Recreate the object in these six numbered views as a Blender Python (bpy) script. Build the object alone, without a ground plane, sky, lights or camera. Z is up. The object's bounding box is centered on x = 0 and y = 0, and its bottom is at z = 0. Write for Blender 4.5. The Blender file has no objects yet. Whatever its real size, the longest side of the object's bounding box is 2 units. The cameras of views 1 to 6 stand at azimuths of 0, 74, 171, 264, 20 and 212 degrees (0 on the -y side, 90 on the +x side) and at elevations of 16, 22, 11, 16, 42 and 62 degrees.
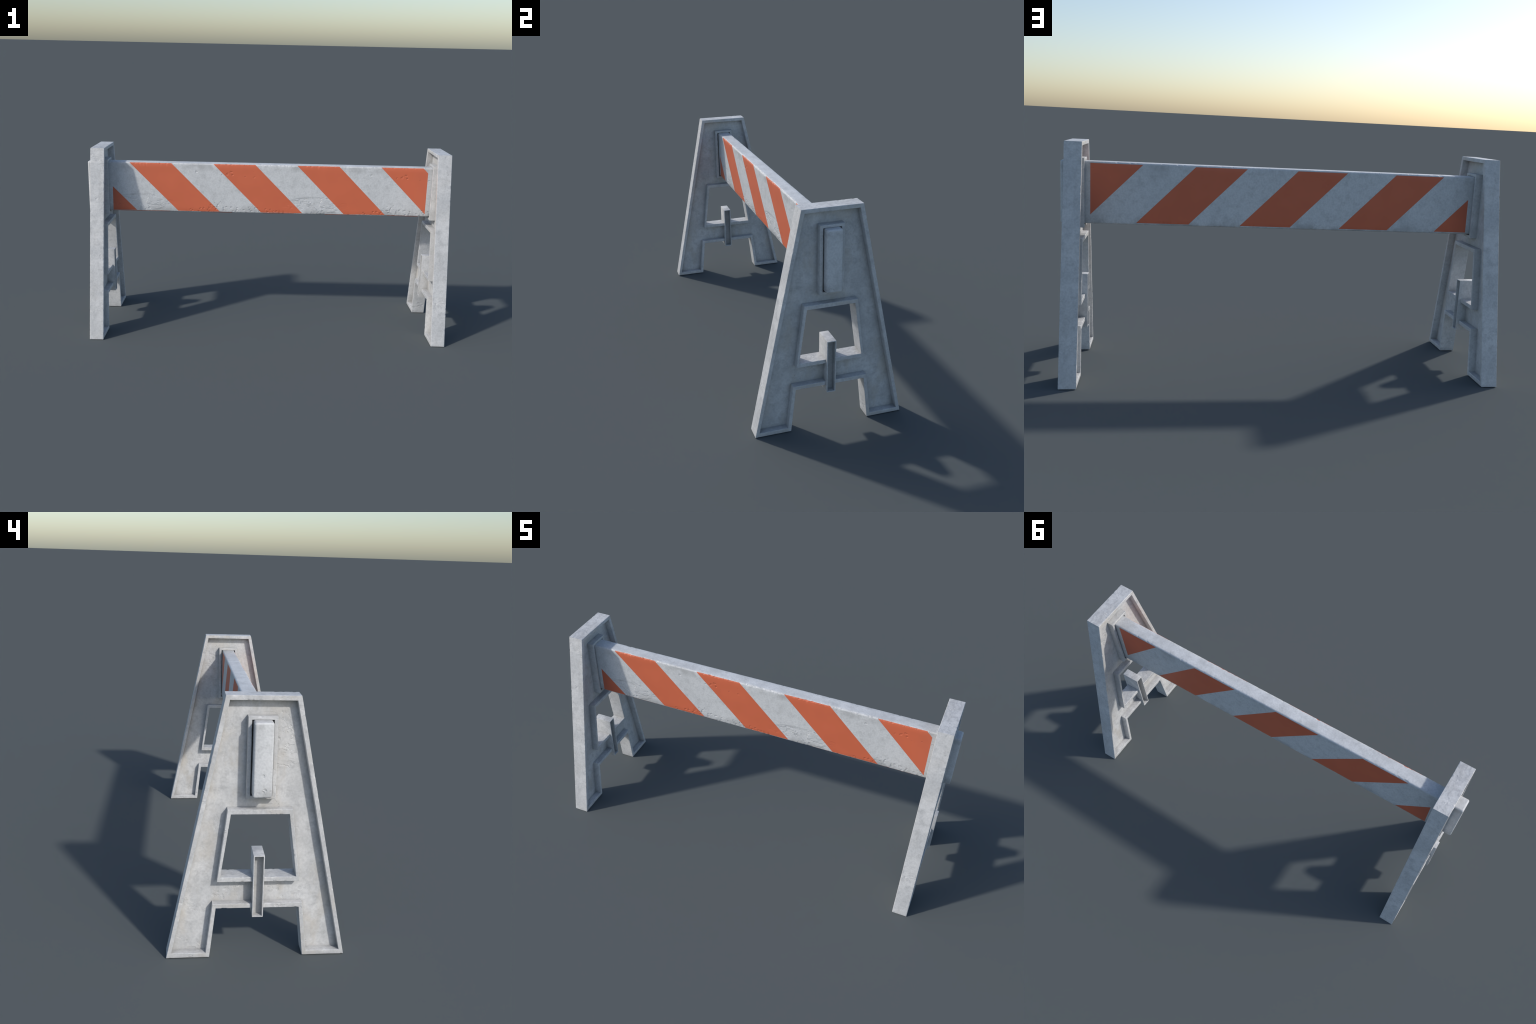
"""Striped road barricade: two A-shaped cast end frames carrying one board."""
import bpy, bmesh, math
from mathutils import Vector, noise

# ------------------------------------------------------------------ sizes
HALF_DEPTH = 0.0369        # half thickness of an end frame (along x)
RECESS = 0.0330            # how far the web lies below the rims
WEB_HALF = HALF_DEPTH - RECESS
FRAME_X = (-0.9219, 0.9337)
BOARD_HALF_LEN, BOARD_HALF_Y = 1.0, 0.0345
BOARD_Z0, BOARD_Z1, BOARD_R = 0.6508, 0.9243, 0.0075


def mirror(right_side):
    """closed (y, z) loop from its right half, listed top to bottom"""
    return right_side + [(-y, z) for y, z in reversed(right_side)]


# outline of the A frame: top, foot outside, foot inside, arch
OUTLINE = mirror([(0.1322, 1.0110), (0.3412, 0.0), (0.1784, 0.0), (0.1562, 0.2040)])
OUTLINE_IN = mirror([(0.1178, 0.9935), (0.3218, 0.0185), (0.1925, 0.0185), (0.1690, 0.2215)])
WINDOW = mirror([(0.1065, 0.5760), (0.1415, 0.3290)])
WINDOW_OUT = mirror([(0.1187, 0.5945), (0.1540, 0.3110)])
SLOT = mirror([(0.0392, 0.9247), (0.0392, 0.6475)])
SLOT_OUT = mirror([(0.0530, 0.9375), (0.0530, 0.6350)])


# ------------------------------------------------------------------ mesh helpers
def new_object(name, bm, mats, parent=None, angle=32):
    bmesh.ops.recalc_face_normals(bm, faces=bm.faces)
    me = bpy.data.meshes.new(name)
    bm.to_mesh(me)
    bm.free()
    for m in mats:
        me.materials.append(m)
    me.shade_smooth()
    me.set_sharp_from_angle(angle=math.radians(angle))
    ob = bpy.data.objects.new(name, me)
    bpy.context.scene.collection.objects.link(ob)
    ob.parent = parent
    return ob


def fbm(p, scale, seed, octaves=3):
    q = Vector((p[0] * scale + seed, p[1] * scale - seed * 1.7, p[2] * scale + seed * 0.6))
    return noise.fractal(q, 0.8, 2.1, octaves, noise_basis='PERLIN_ORIGINAL')


def chip_amount(p, seed):
    """0..1, where an arris has lost a bit of material"""
    a = fbm(p, 60.0, seed)
    b = fbm(p, 8.0, seed + 9.1, 2)
    return max(0.0, min(1.0, (a - 0.34 + 0.45 * b) * 2.6))


def ring_mesh(outer, inner, half, step, arris, seed, chip=0.0015):
    """Full-depth rim between two matching loops; arrises softened and chipped."""
    bm = bmesh.new()
    n = len(outer)
    rows = []
    for i in range(n):
        o0, o1 = Vector(outer[i]), Vector(outer[(i + 1) % n])
        i0, i1 = Vector(inner[i]), Vector(inner[(i + 1) % n])
        k = max(2, int(round((o1 - o0).length / step)))
        for j in range(k):
            f = j / k
            rows.append((o0.lerp(o1, f), i0.lerp(i1, f)))
    loops = []
    for o, q in rows:
        w = max((q - o).length, 1e-6)
        a = min(0.4, arris / w)
        # cross-section: (position from outer wall to inner wall, depth, arris flag)
        g = half - 0.006                     # guard lines keep the chips local
        sec = [(0, -half + arris, 1), (a, -half, 1), (0.35, -half, 0), (0.65, -half, 0),
               (1 - a, -half, 1), (1, -half + arris, 1), (1, -g, 0), (1, g, 0),
               (1, half - arris, 1), (1 - a, half, 1), (0.65, half, 0), (0.35, half, 0),
               (a, half, 1), (0, half - arris, 1), (0, g, 0), (0, -g, 0)]
        ring = []
        for t, d, flag in sec:
            yz = o.lerp(q, t)
            p = Vector((d, yz.x, yz.y))
            if flag:
                c = chip_amount(p, seed) * chip
                if c > 0:
                    mid = o.lerp(q, 0.5)
                    side = (Vector((0, mid.x, mid.y)) - Vector((0, p.y, p.z)))
                    if side.length > 1e-6:
                        side.normalize()
                    p = p + side * c * 0.7 + Vector((-math.copysign(c, d) * 0.7, 0, 0))
            if p.z < 0:
                p.z = 0.0
            ring.append(bm.verts.new(p))
        loops.append(ring)
    m = len(loops)
    for i in range(m):
        a, b = loops[i], loops[(i + 1) % m]
        for j in range(len(a)):
            k = (j + 1) % len(a)
            bm.faces.new((a[j], a[k], b[k], b[j]))
    return bm


def plate_mesh(outline, holes, half):
    """Flat plate with openings, extruded along x."""
    bm = bmesh.new()
    edges = []
    for loop in [outline] + holes:
        vs = [bm.verts.new((-half, y, z)) for y, z in loop]
        for i in range(len(vs)):
            edges.append(bm.edges.new((vs[i], vs[(i + 1) % len(vs)])))
    bmesh.ops.triangle_fill(bm, edges=edges, use_beauty=True, use_dissolve=False)
    ext = bmesh.ops.extrude_face_region(bm, geom=list(bm.faces))
    for v in [g for g in ext["geom"] if isinstance(g, bmesh.types.BMVert)]:
        v.co.x = half
    return bm


def mid_loop(a, b, f=0.5):
    return [(y0 + (y1 - y0) * f, z0 + (z1 - z0) * f) for (y0, z0), (y1, z1) in zip(a, b)]


def block_mesh(half_x, half_y, z0, z1, wall, pocket, arris):
    """Upright stop block, hollowed by a pocket in each end face."""
    bm = bmesh.new()
    bmesh.ops.create_cube(bm, size=1.0)
    for v in bm.verts:
        v.co = Vector((v.co.x * 2 * half_x, v.co.y * 2 * half_y, z0 + (v.co.z + 0.5) * (z1 - z0)))
    bm.faces.ensure_lookup_table()
    for f in [f for f in bm.faces if abs(f.normal.x) > 0.9]:
        s = math.copysign(1, f.normal.x)
        bmesh.ops.inset_individual(bm, faces=[f], thickness=wall)
        ext = bmesh.ops.extrude_face_region(bm, geom=[f])
        for v in [g for g in ext["geom"] if isinstance(g, bmesh.types.BMVert)]:
            v.co.x -= s * pocket
        bm.faces.remove(f)
    bmesh.ops.recalc_face_normals(bm, faces=bm.faces)
    sharp = [e for e in bm.edges if len(e.link_faces) == 2 and e.calc_face_angle(0) > 0.6]
    bmesh.ops.bevel(bm, geom=sharp, offset=arris, segments=2, profile=0.5, affect='EDGES')
    return bm


def board_mesh(step=0.003):
    """Rounded plank lofted along x, its long arrises chipped."""
    bm = bmesh.new()
    hy, r = BOARD_HALF_Y, BOARD_R
    zc, hz = (BOARD_Z0 + BOARD_Z1) / 2, (BOARD_Z1 - BOARD_Z0) / 2

    def section(inset):
        h, k = hy - inset, hz - inset
        rr = max(0.0015, r - inset * 0.6)
        pts = []
        for sy, sz, a0 in ((1, 1, 0), (-1, 1, 90), (-1, -1, 180), (1, -1, 270)):
            cy, cz = sy * (h - rr), sz * (k - rr)
            for j in range(5):
                a = math.radians(a0 + 90 * j / 4)
                ca, sa = math.cos(a), math.sin(a)
                # slightly flattened round-over, more of a worn chamfer
                pts.append((cy + rr * ca, cz + rr * sa, abs(math.sin(2 * a))))
            # intermediate points along the flat that follows
            nxt = {0: (-1, 1), 90: (-1, -1), 180: (1, -1), 270: (1, 1)}[a0]
            y2, z2 = nxt[0] * (h - rr), nxt[1] * (k - rr)
            if a0 in (0, 180):
                y1, z1 = cy, sz * k
                z2 = z1
                cnt = 4
            else:
                y1, z1 = sy * h, cz
                y2 = y1
                cnt = 14
            for j in range(1, cnt):
                f = j / cnt
                pts.append((y1 + (y2 - y1) * f, z1 + (z2 - z1) * f, 0.0))
        return pts

    xs = [(-BOARD_HALF_LEN + r * (1 - math.cos(t)), r * (1 - math.sin(t)))
          for t in [math.radians(90 * j / 4) for j in range(5)]]
    n = int((2 * BOARD_HALF_LEN - 2 * r) / step)
    xs += [(-BOARD_HALF_LEN + r + (2 * BOARD_HALF_LEN - 2 * r) * j / n, 0.0) for j in range(1, n)]
    xs += [(-x, i) for x, i in xs[:5]][::-1]
    rings = []
    for x, inset in xs:
        ring = []
        for y, z, arris in section(inset):
            p = Vector((x, y, zc + z))
            if arris > 0.2:
                c = chip_amount(p, 3.3) * 0.0016 * arris
                p.y -= math.copysign(c, y)
                p.z -= math.copysign(c, z) * 0.8
            elif inset == 0:
                p.y += 0.0005 * fbm(p, 5.0, 1.2, 2) * (1 if abs(y) > hy * 0.9 else 0)
            ring.append(bm.verts.new(p))
        rings.append(ring)
    m = len(rings[0])
    for a, b in zip(rings, rings[1:]):
        for j in range(m):
            bm.faces.new((a[j], a[(j + 1) % m], b[(j + 1) % m], b[j]))
    bm.faces.new(rings[0])
    bm.faces.new(rings[-1])
    return bm


# ------------------------------------------------------------------ node helpers
class Nodes:
    def __init__(self, name):
        self.mat = bpy.data.materials.new(name)
        self.mat.use_nodes = True
        self.t = self.mat.node_tree
        self.t.nodes.clear()

    def add(self, kind, **props):
        nd = self.t.nodes.new(kind)
        for k, v in props.items():
            setattr(nd, k, v)
        return nd

    def put(self, sock, val):
        if isinstance(val, bpy.types.NodeSocket):
            self.t.links.new(val, sock)
        else:
            sock.default_value = val

    def math(self, op, a, b=0.0, c=0.0, clamp=False):
        nd = self.add('ShaderNodeMath', operation=op, use_clamp=clamp)
        for s, v in zip(nd.inputs, (a, b, c)):
            self.put(s, v)
        return nd.outputs[0]

    def smooth(self, v, lo, hi, a=0.0, b=1.0):
        nd = self.add('ShaderNodeMapRange', interpolation_type='SMOOTHSTEP')
        for k, x in zip(('Value', 'From Min', 'From Max', 'To Min', 'To Max'), (v, lo, hi, a, b)):
            self.put(nd.inputs[k], x)
        return nd.outputs['Result']

    def mix(self, f, a, b, mode='MIX'):
        nd = self.add('ShaderNodeMix', data_type='RGBA', blend_type=mode)
        self.put(nd.inputs[0], f)
        self.put(nd.inputs[6], a)
        self.put(nd.inputs[7], b)
        return nd.outputs[2]

    def coords(self):
        return self.add('ShaderNodeTexCoord').outputs['Object']

    def mapped(self, vec, scale=(1, 1, 1), loc=(0, 0, 0)):
        nd = self.add('ShaderNodeMapping')
        self.put(nd.inputs['Vector'], vec)
        nd.inputs['Scale'].default_value = scale
        nd.inputs['Location'].default_value = loc
        return nd.outputs[0]

    def noise(self, vec, scale, detail=4.0, rough=0.55, dist=0.0):
        nd = self.add('ShaderNodeTexNoise')
        self.put(nd.inputs['Vector'], vec)
        nd.inputs['Scale'].default_value = scale
        nd.inputs['Detail'].default_value = detail
        nd.inputs['Roughness'].default_value = rough
        nd.inputs['Distortion'].default_value = dist
        return nd.outputs['Fac']

    def warp(self, vec, scale, amount):
        nd = self.add('ShaderNodeTexNoise')
        self.put(nd.inputs['Vector'], vec)
        nd.inputs['Scale'].default_value = scale
        nd.inputs['Detail'].default_value = 3.0
        sub = self.add('ShaderNodeVectorMath', operation='SUBTRACT')
        self.put(sub.inputs[0], nd.outputs['Color'])
        sub.inputs[1].default_value = (0.5, 0.5, 0.5)
        mad = self.add('ShaderNodeVectorMath', operation='SCALE')
        self.put(mad.inputs[0], sub.outputs[0])
        mad.inputs['Scale'].default_value = amount
        ad = self.add('ShaderNodeVectorMath', operation='ADD')
        self.put(ad.inputs[0], vec)
        self.put(ad.inputs[1], mad.outputs[0])
        return ad.outputs[0]

    def xyz(self, vec):
        nd = self.add('ShaderNodeSeparateXYZ')
        self.put(nd.inputs[0], vec)
        return nd.outputs

    def vec(self, x, y, z):
        nd = self.add('ShaderNodeCombineXYZ')
        for s, v in zip(nd.inputs, (x, y, z)):
            self.put(s, v)
        return nd.outputs[0]

    def chips(self, vec, scale, density, size=0.3):
        """sparse small ragged pits, 1 inside a pit"""
        w = self.warp(vec, scale * 2.5, 0.55 / scale)
        nd = self.add('ShaderNodeTexVoronoi', feature='F1')
        self.put(nd.inputs['Vector'], w)
        nd.inputs['Scale'].default_value = scale
        keep = self.math('GREATER_THAN', self.xyz(nd.outputs['Color'])[0], 1.0 - density)
        return self.math('MULTIPLY', keep, self.smooth(nd.outputs['Distance'], size, size * 0.45))

    def scarps(self, vec, scale, level=0.5, width=0.012):
        """ragged step edges, as where a skin of paint has flaked"""
        n = self.noise(self.mapped(vec, (1, 1, 1.7)), scale, 5.0, 0.6, 0.4)
        return self.smooth(n, level - width, level + width)

    def finish(self, color, rough, height, distance=0.002, strength=1.0):
        bs = self.add('ShaderNodeBsdfPrincipled')
        self.put(bs.inputs['Base Color'], color)
        self.put(bs.inputs['Roughness'], rough)
        bs.inputs['Specular IOR Level'].default_value = 0.5
        bp = self.add('ShaderNodeBump')
        bp.inputs['Distance'].default_value = distance
        bp.inputs['Strength'].default_value = strength
        self.put(bp.inputs['Height'], height)
        self.put(bs.inputs['Normal'], bp.outputs[0])
        out = self.add('ShaderNodeOutputMaterial')
        self.t.links.new(bs.outputs[0], out.inputs['Surface'])
        return self.mat

    def ellipse(self, u, v, cu, cv, ru, rv):
        a = self.math('POWER', self.math('DIVIDE', self.math('SUBTRACT', u, cu), ru), 2.0)
        b = self.math('POWER', self.math('DIVIDE', self.math('SUBTRACT', v, cv), rv), 2.0)
        return self.smooth(self.math('ADD', a, b), 1.15, 0.7)


def rgb(r, g, b):
    return (r, g, b, 1.0)


def mottled(N, co, base, dark, light):
    """cloudy grey weathering shared by all the bare surfaces"""
    big = N.noise(co, 8.0, 3.0, 0.5)
    med = N.noise(N.mapped(co, loc=(3, 1, 7)), 34.0, 5.0, 0.60)
    fine = N.noise(co, 120.0, 3.0, 0.55)
    c = N.mix(N.smooth(big, 0.36, 0.66), base, light)
    c = N.mix(N.math('MULTIPLY', N.smooth(med, 0.42, 0.78), 0.75), c, dark)
    c = N.mix(0.11, c, N.mix(N.smooth(fine, 0.35, 0.65), rgb(0.25, 0.26, 0.27), rgb(0.9, 0.9, 0.9)), 'MIX')
    return c, med, fine


def occlusion_mask(N, distance):
    """1 deep in the corners and pockets, where occlusion shade is baked into the colour"""
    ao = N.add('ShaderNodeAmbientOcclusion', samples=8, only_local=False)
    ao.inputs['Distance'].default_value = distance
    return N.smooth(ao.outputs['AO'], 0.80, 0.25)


def edge_mask(N, radius):
    """1 on the arrises, 0 on the open faces"""
    bv = N.add('ShaderNodeBevel', samples=6)
    bv.inputs['Radius'].default_value = radius
    geo = N.add('ShaderNodeNewGeometry')
    dot = N.add('ShaderNodeVectorMath', operation='DOT_PRODUCT')
    N.put(dot.inputs[0], bv.outputs[0])
    N.put(dot.inputs[1], geo.outputs['Normal'])
    return N.smooth(dot.outputs['Value'], 0.995, 0.90)


# ------------------------------------------------------------------ materials
def frame_material(seed):
    N = Nodes("weathered_white_casting")
    co = N.mapped(N.coords(), loc=(seed, seed * 0.7, 0))
    nx, ny, nz = N.xyz(N.add('ShaderNodeTexCoord').outputs['Normal'])
    col, med, fine = mottled(N, co, rgb(0.545, 0.55, 0.555), rgb(0.41, 0.415, 0.42), rgb(0.65, 0.65, 0.65))
    # streaky scuffing on ledges that face up
    streak = N.noise(N.mapped(co, (1.0, 0.45, 1.0), (2, 2, 2)), 55.0, 4.0, 0.65, 1.2)
    ledge = N.smooth(nz, 0.7, 0.9)
    scuff = N.math('MULTIPLY', ledge, N.smooth(streak, 0.47, 0.66))
    col = N.mix(N.math('MULTIPLY', scuff, 0.65), col, rgb(0.38, 0.385, 0.40))
    # ochre stains on the broad faces
    stain = N.smooth(N.noise(N.mapped(co, (1, 1, 0.55), (5, 2, 1)), 10.0, 4.0, 0.6), 0.47, 0.70)
    broad = N.smooth(N.math('ABSOLUTE', nx), 0.5, 0.9, 0.25, 1.0)
    col = N.mix(N.math('MULTIPLY', N.math('MULTIPLY', stain, broad), 0.5), col, rgb(0.53, 0.485, 0.42))
    # broad soft grey clouds
    cloud = N.smooth(N.noise(N.mapped(co, loc=(4, 8, 2)), 5.0, 3.0, 0.55), 0.46, 0.70)
    col = N.mix(N.math('MULTIPLY', cloud, 0.35), col, rgb(0.42, 0.425, 0.43))
    # worn arrises: dulled, with dark nicks
    arris = edge_mask(N, 0.004)
    nick = N.smooth(N.noise(N.mapped(co, loc=(8, 3, 5)), 75.0, 3.0, 0.6), 0.50, 0.60)
    col = N.mix(N.math('MULTIPLY', arris, 0.25), col, rgb(0.50, 0.505, 0.505))
    col = N.mix(N.math('MULTIPLY', N.math('MULTIPLY', arris, nick), 0.24), col, rgb(0.33, 0.33, 0.32))
    # inner corners and block's pockets painted darker to deepen their ambient shadow
    corner_shade = N.math('MULTIPLY', occlusion_mask(N, 0.05), N.smooth(N.noise(N.mapped(co, loc=(6, 6, 1)), 14.0, 4.0, 0.6), 0.25, 0.65, 0.55, 1.0))
    col = N.mix(N.math('MULTIPLY', corner_shade, 0.74), col, rgb(0.25, 0.252, 0.25))
    # relief: pits in loose patches, flaked edges, fine grain
    patch = N.smooth(N.noise(N.mapped(co, loc=(1, 9, 4)), 6.0, 2.0, 0.5), 0.50, 0.64)
    patch = N.math('MAXIMUM', patch, N.math('MULTIPLY', arris, 0.8))
    pits = N.math('MULTIPLY', N.chips(co, 46.0, 0.20, 0.34), patch)
    flakes = N.math('MULTIPLY', N.scarps(co, 20.0, 0.55, 0.022), patch)
    h = N.math('MULTIPLY', pits, -0.22)
    h = N.math('ADD', h, N.math('MULTIPLY', flakes, -0.17))
    h = N.math('ADD', h, N.math('MULTIPLY', med, 0.16))
    h = N.math('ADD', h, N.math('MULTIPLY', N.math('MULTIPLY', streak, ledge), 0.20))
    h = N.math('ADD', h, N.math('MULTIPLY', fine, 0.04))
    return N.finish(col, 0.50, h, 0.005, 0.9)


def board_material():
    N = Nodes("striped_weathered_paint")
    co = N.coords()
    x, y, z = N.xyz(co)
    col, med, fine = mottled(N, co, rgb(0.645, 0.657, 0.667), rgb(0.49, 0.50, 0.505), rgb(0.66, 0.67, 0.68))
    # grime hugging the top and bottom of each face
    edge = N.math('MAXIMUM', N.math('MULTIPLY', N.smooth(z, 0.870, 0.912), N.smooth(z, 0.9235, 0.9185, 0.45, 1.0)), N.smooth(z, 0.705, 0.66))
    grime = N.math('MULTIPLY', edge, N.smooth(N.noise(co, 11.0, 4.0, 0.6), 0.40, 0.66))
    col = N.mix(N.math('MULTIPLY', grime, 0.65), col, rgb(0.36, 0.365, 0.365))
    cloud = N.smooth(N.noise(N.mapped(co, loc=(7, 2, 3)), 6.0, 4.0, 0.6), 0.48, 0.70)
    col = N.mix(N.math('MULTIPLY', cloud, 0.25), col, rgb(0.42, 0.425, 0.43))
    rub = N.math('MULTIPLY', N.math('MULTIPLY', N.smooth(z, 0.9155, 0.9190), N.smooth(z, 0.9240, 0.9215)), 0.5)
    col = N.mix(rub, col, rgb(0.64, 0.645, 0.655))

    def band(v, lo, hi):
        return N.math('MULTIPLY', N.math('GREATER_THAN', v, lo), N.math('LESS_THAN', v, hi))

    def stripes(u, start, period):
        fr = N.math('FRACT', N.math('DIVIDE', N.math('SUBTRACT', u, start - 4 * period), period))
        return N.math('LESS_THAN', fr, 0.5)

    inside_x = band(x, -0.8662, 0.8733)
    front = N.math('LESS_THAN', y, 0.0)
    back = N.math('SUBTRACT', 1.0, front)
    # the two broad faces: 45 degree bars, set a little apart front to back
    uf = N.math('ADD', x, N.math('MULTIPLY', N.math('SUBTRACT', z, 0.922), 1.003))
    f_front = N.math('MULTIPLY', stripes(uf, -0.7698, 0.4620), band(z, 0.6565, 0.9224))
    ub = N.math('ADD', x, N.math('SUBTRACT', z, 0.917))
    f_back = N.math('MULTIPLY', stripes(ub, -0.7368, 0.4615), band(z, 0.6590, 0.9170))
    face = N.math('ADD', N.math('MULTIPLY', f_front, front), N.math('MULTIPLY', f_back, back))
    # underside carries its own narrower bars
    uu = N.math('SUBTRACT', x, N.math('MULTIPLY', N.math('ADD', y, 0.03), 0.75))
    under = N.math('MAXIMUM', stripes(uu, -0.376, 0.3465), N.math('LESS_THAN', x, -0.60))
    under = N.math('MULTIPLY', under, N.math('LESS_THAN', z, 0.6548))
    under = N.math('MULTIPLY', under, N.math('LESS_THAN', y, 0.020))
    paint = N.math('MULTIPLY', N.math('MAXIMUM', face, under), inside_x)
    orange = N.mix(N.smooth(N.noise(co, 9.0, 2.0, 0.5), 0.35, 0.7),
                   rgb(0.645, 0.150, 0.071), rgb(0.675, 0.158, 0.075))
    full = N.mix(paint, col, orange)
    # plank colour darkened towards its slots, for the shade of the frames
    ends = N.smooth(N.math('ABSOLUTE', N.math('SUBTRACT', x, 0.004)), 0.76, 0.875)
    ends = N.math('MULTIPLY', ends, N.math('LESS_THAN', N.math('ABSOLUTE', x), 0.935))
    full = N.mix(N.math('MULTIPLY', ends, 0.12), full, rgb(0.10, 0.10, 0.10))

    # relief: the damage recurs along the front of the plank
    q = N.math('MODULO', N.math('ADD', x, 0.90 + 0.9645), 0.9645)
    pc = N.vec(q, y, z)
    crack_zone = N.math('MULTIPLY', N.ellipse(q, z, 0.20, 0.695, 0.19, 0.054),
                        N.math('SUBTRACT', 1.0, N.math('MULTIPLY', paint, 0.7)))
    chip_low = N.ellipse(q, z, 0.71, 0.663, 0.26, 0.026)
    chip_mid = N.ellipse(q, z, 0.66, 0.690, 0.09, 0.030)
    chip_high = N.ellipse(q, z, 0.73, 0.876, 0.11, 0.045)
    lee = N.math('SUBTRACT', 1.0, N.math('MULTIPLY', back, 0.8))
    c1 = N.math('MULTIPLY', N.scarps(N.mapped(pc, (0.8, 1, 1.1)), 9.0, 0.50, 0.016), crack_zone)
    c2 = N.math('MULTIPLY', N.scarps(N.mapped(pc, loc=(4, 0, 2)), 15.0, 0.55, 0.020), crack_zone)
    low = N.math('MULTIPLY', N.chips(N.mapped(pc, (0.8, 1, 1.1)), 80.0, 0.75, 0.48), chip_low)
    mid = N.math('MULTIPLY', N.chips(pc, 55.0, 0.40, 0.40), chip_mid)
    high = N.math('MULTIPLY', N.chips(N.mapped(pc, (1, 1, 1.5)), 40.0, 0.42, 0.36), chip_high)
    sparse = N.chips(N.mapped(pc, loc=(2, 0, 5)), 30.0, 0.07, 0.24)
    lip = N.math('MULTIPLY', N.math('MULTIPLY', N.smooth(z, 0.9150, 0.9195), N.smooth(N.math('ABSOLUTE', y), 0.026, 0.030)),
                 N.smooth(N.noise(N.mapped(co, (0.6, 1, 1)), 85.0, 3.0, 0.6), 0.48, 0.60))
    h = N.math('MULTIPLY', c1, -0.28)
    for part, k in ((c2, -0.15), (low, -0.34), (mid, -0.30), (high, -0.30), (sparse, -0.26), (lip, -0.26)):
        h = N.math('ADD', h, N.math('MULTIPLY', part, k))
    dam = N.math('MULTIPLY', h, lee)
    bare = N.math('SUBTRACT', 1.0, N.math('MULTIPLY', paint, 0.85))
    grain = N.math('MULTIPLY', N.math('ADD', N.math('MULTIPLY', med, 0.14), N.math('MULTIPLY', fine, 0.035)), bare)
    return N.finish(full, N.math('SUBTRACT', 0.50, N.math('MULTIPLY', paint, 0.03)),
                    N.math('ADD', dam, grain), 0.005, 1.0)


# ------------------------------------------------------------------ assembly
def notch(ob, half_x, half_y, z0, z1):
    """cut a straight-sided gap through a rim, where the stop block passes"""
    bm = bmesh.new()
    bmesh.ops.create_cube(bm, size=1.0)
    for v in bm.verts:
        v.co = Vector((v.co.x * 2 * half_x, v.co.y * 2 * half_y, z0 + (v.co.z + 0.5) * (z1 - z0)))
    cutter = new_object("cutter", bm, [])
    mod = ob.modifiers.new("gap", 'BOOLEAN')
    mod.operation, mod.object, mod.solver = 'DIFFERENCE', cutter, 'EXACT'
    dg = bpy.context.evaluated_depsgraph_get()
    me = bpy.data.meshes.new_from_object(ob.evaluated_get(dg))
    ob.modifiers.clear()
    ob.data = me
    me.name = ob.name
    me.shade_smooth()
    me.set_sharp_from_angle(angle=math.radians(32))
    bpy.data.objects.remove(cutter)


def link_copy(src, parent):
    ob = src.copy()                          # shares the mesh
    bpy.context.scene.collection.objects.link(ob)
    ob.parent = parent
    return ob


def build():
    thing = bpy.data.objects.new("road_barricade", None)
    thing["label"] = "weathered white A-frame barricade with orange diagonal striped board"
    thing["category"] = "road barricade"
    bpy.context.scene.collection.objects.link(thing)

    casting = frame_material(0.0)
    paint = board_material()

    # web: its borders are buried in the rims that surround it
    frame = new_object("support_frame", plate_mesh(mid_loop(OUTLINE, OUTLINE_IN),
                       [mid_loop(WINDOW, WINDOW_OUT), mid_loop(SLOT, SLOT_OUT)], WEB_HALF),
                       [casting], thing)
    kids = [
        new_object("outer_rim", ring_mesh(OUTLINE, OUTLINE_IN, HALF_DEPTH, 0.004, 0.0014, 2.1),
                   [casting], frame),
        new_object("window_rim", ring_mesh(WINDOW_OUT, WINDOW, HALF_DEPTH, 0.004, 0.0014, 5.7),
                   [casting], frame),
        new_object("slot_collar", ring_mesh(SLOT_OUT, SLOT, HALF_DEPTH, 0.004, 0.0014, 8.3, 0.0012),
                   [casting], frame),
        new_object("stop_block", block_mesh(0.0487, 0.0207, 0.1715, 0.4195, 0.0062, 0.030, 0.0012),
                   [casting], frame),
    ]
    for rim in kids[:2]:
        notch(rim, 0.05, 0.0175, 0.1780, 0.4130)
    frame.location = (FRAME_X[0], 0, 0)
    # the other end: the same casting, turned to face outward
    other = link_copy(frame, thing)
    other.location = (FRAME_X[1], 0, 0)
    other.rotation_euler = (0, 0, math.pi)
    for k in kids:
        link_copy(k, other)

    new_object("striped_board", board_mesh(), [paint], thing)


build()
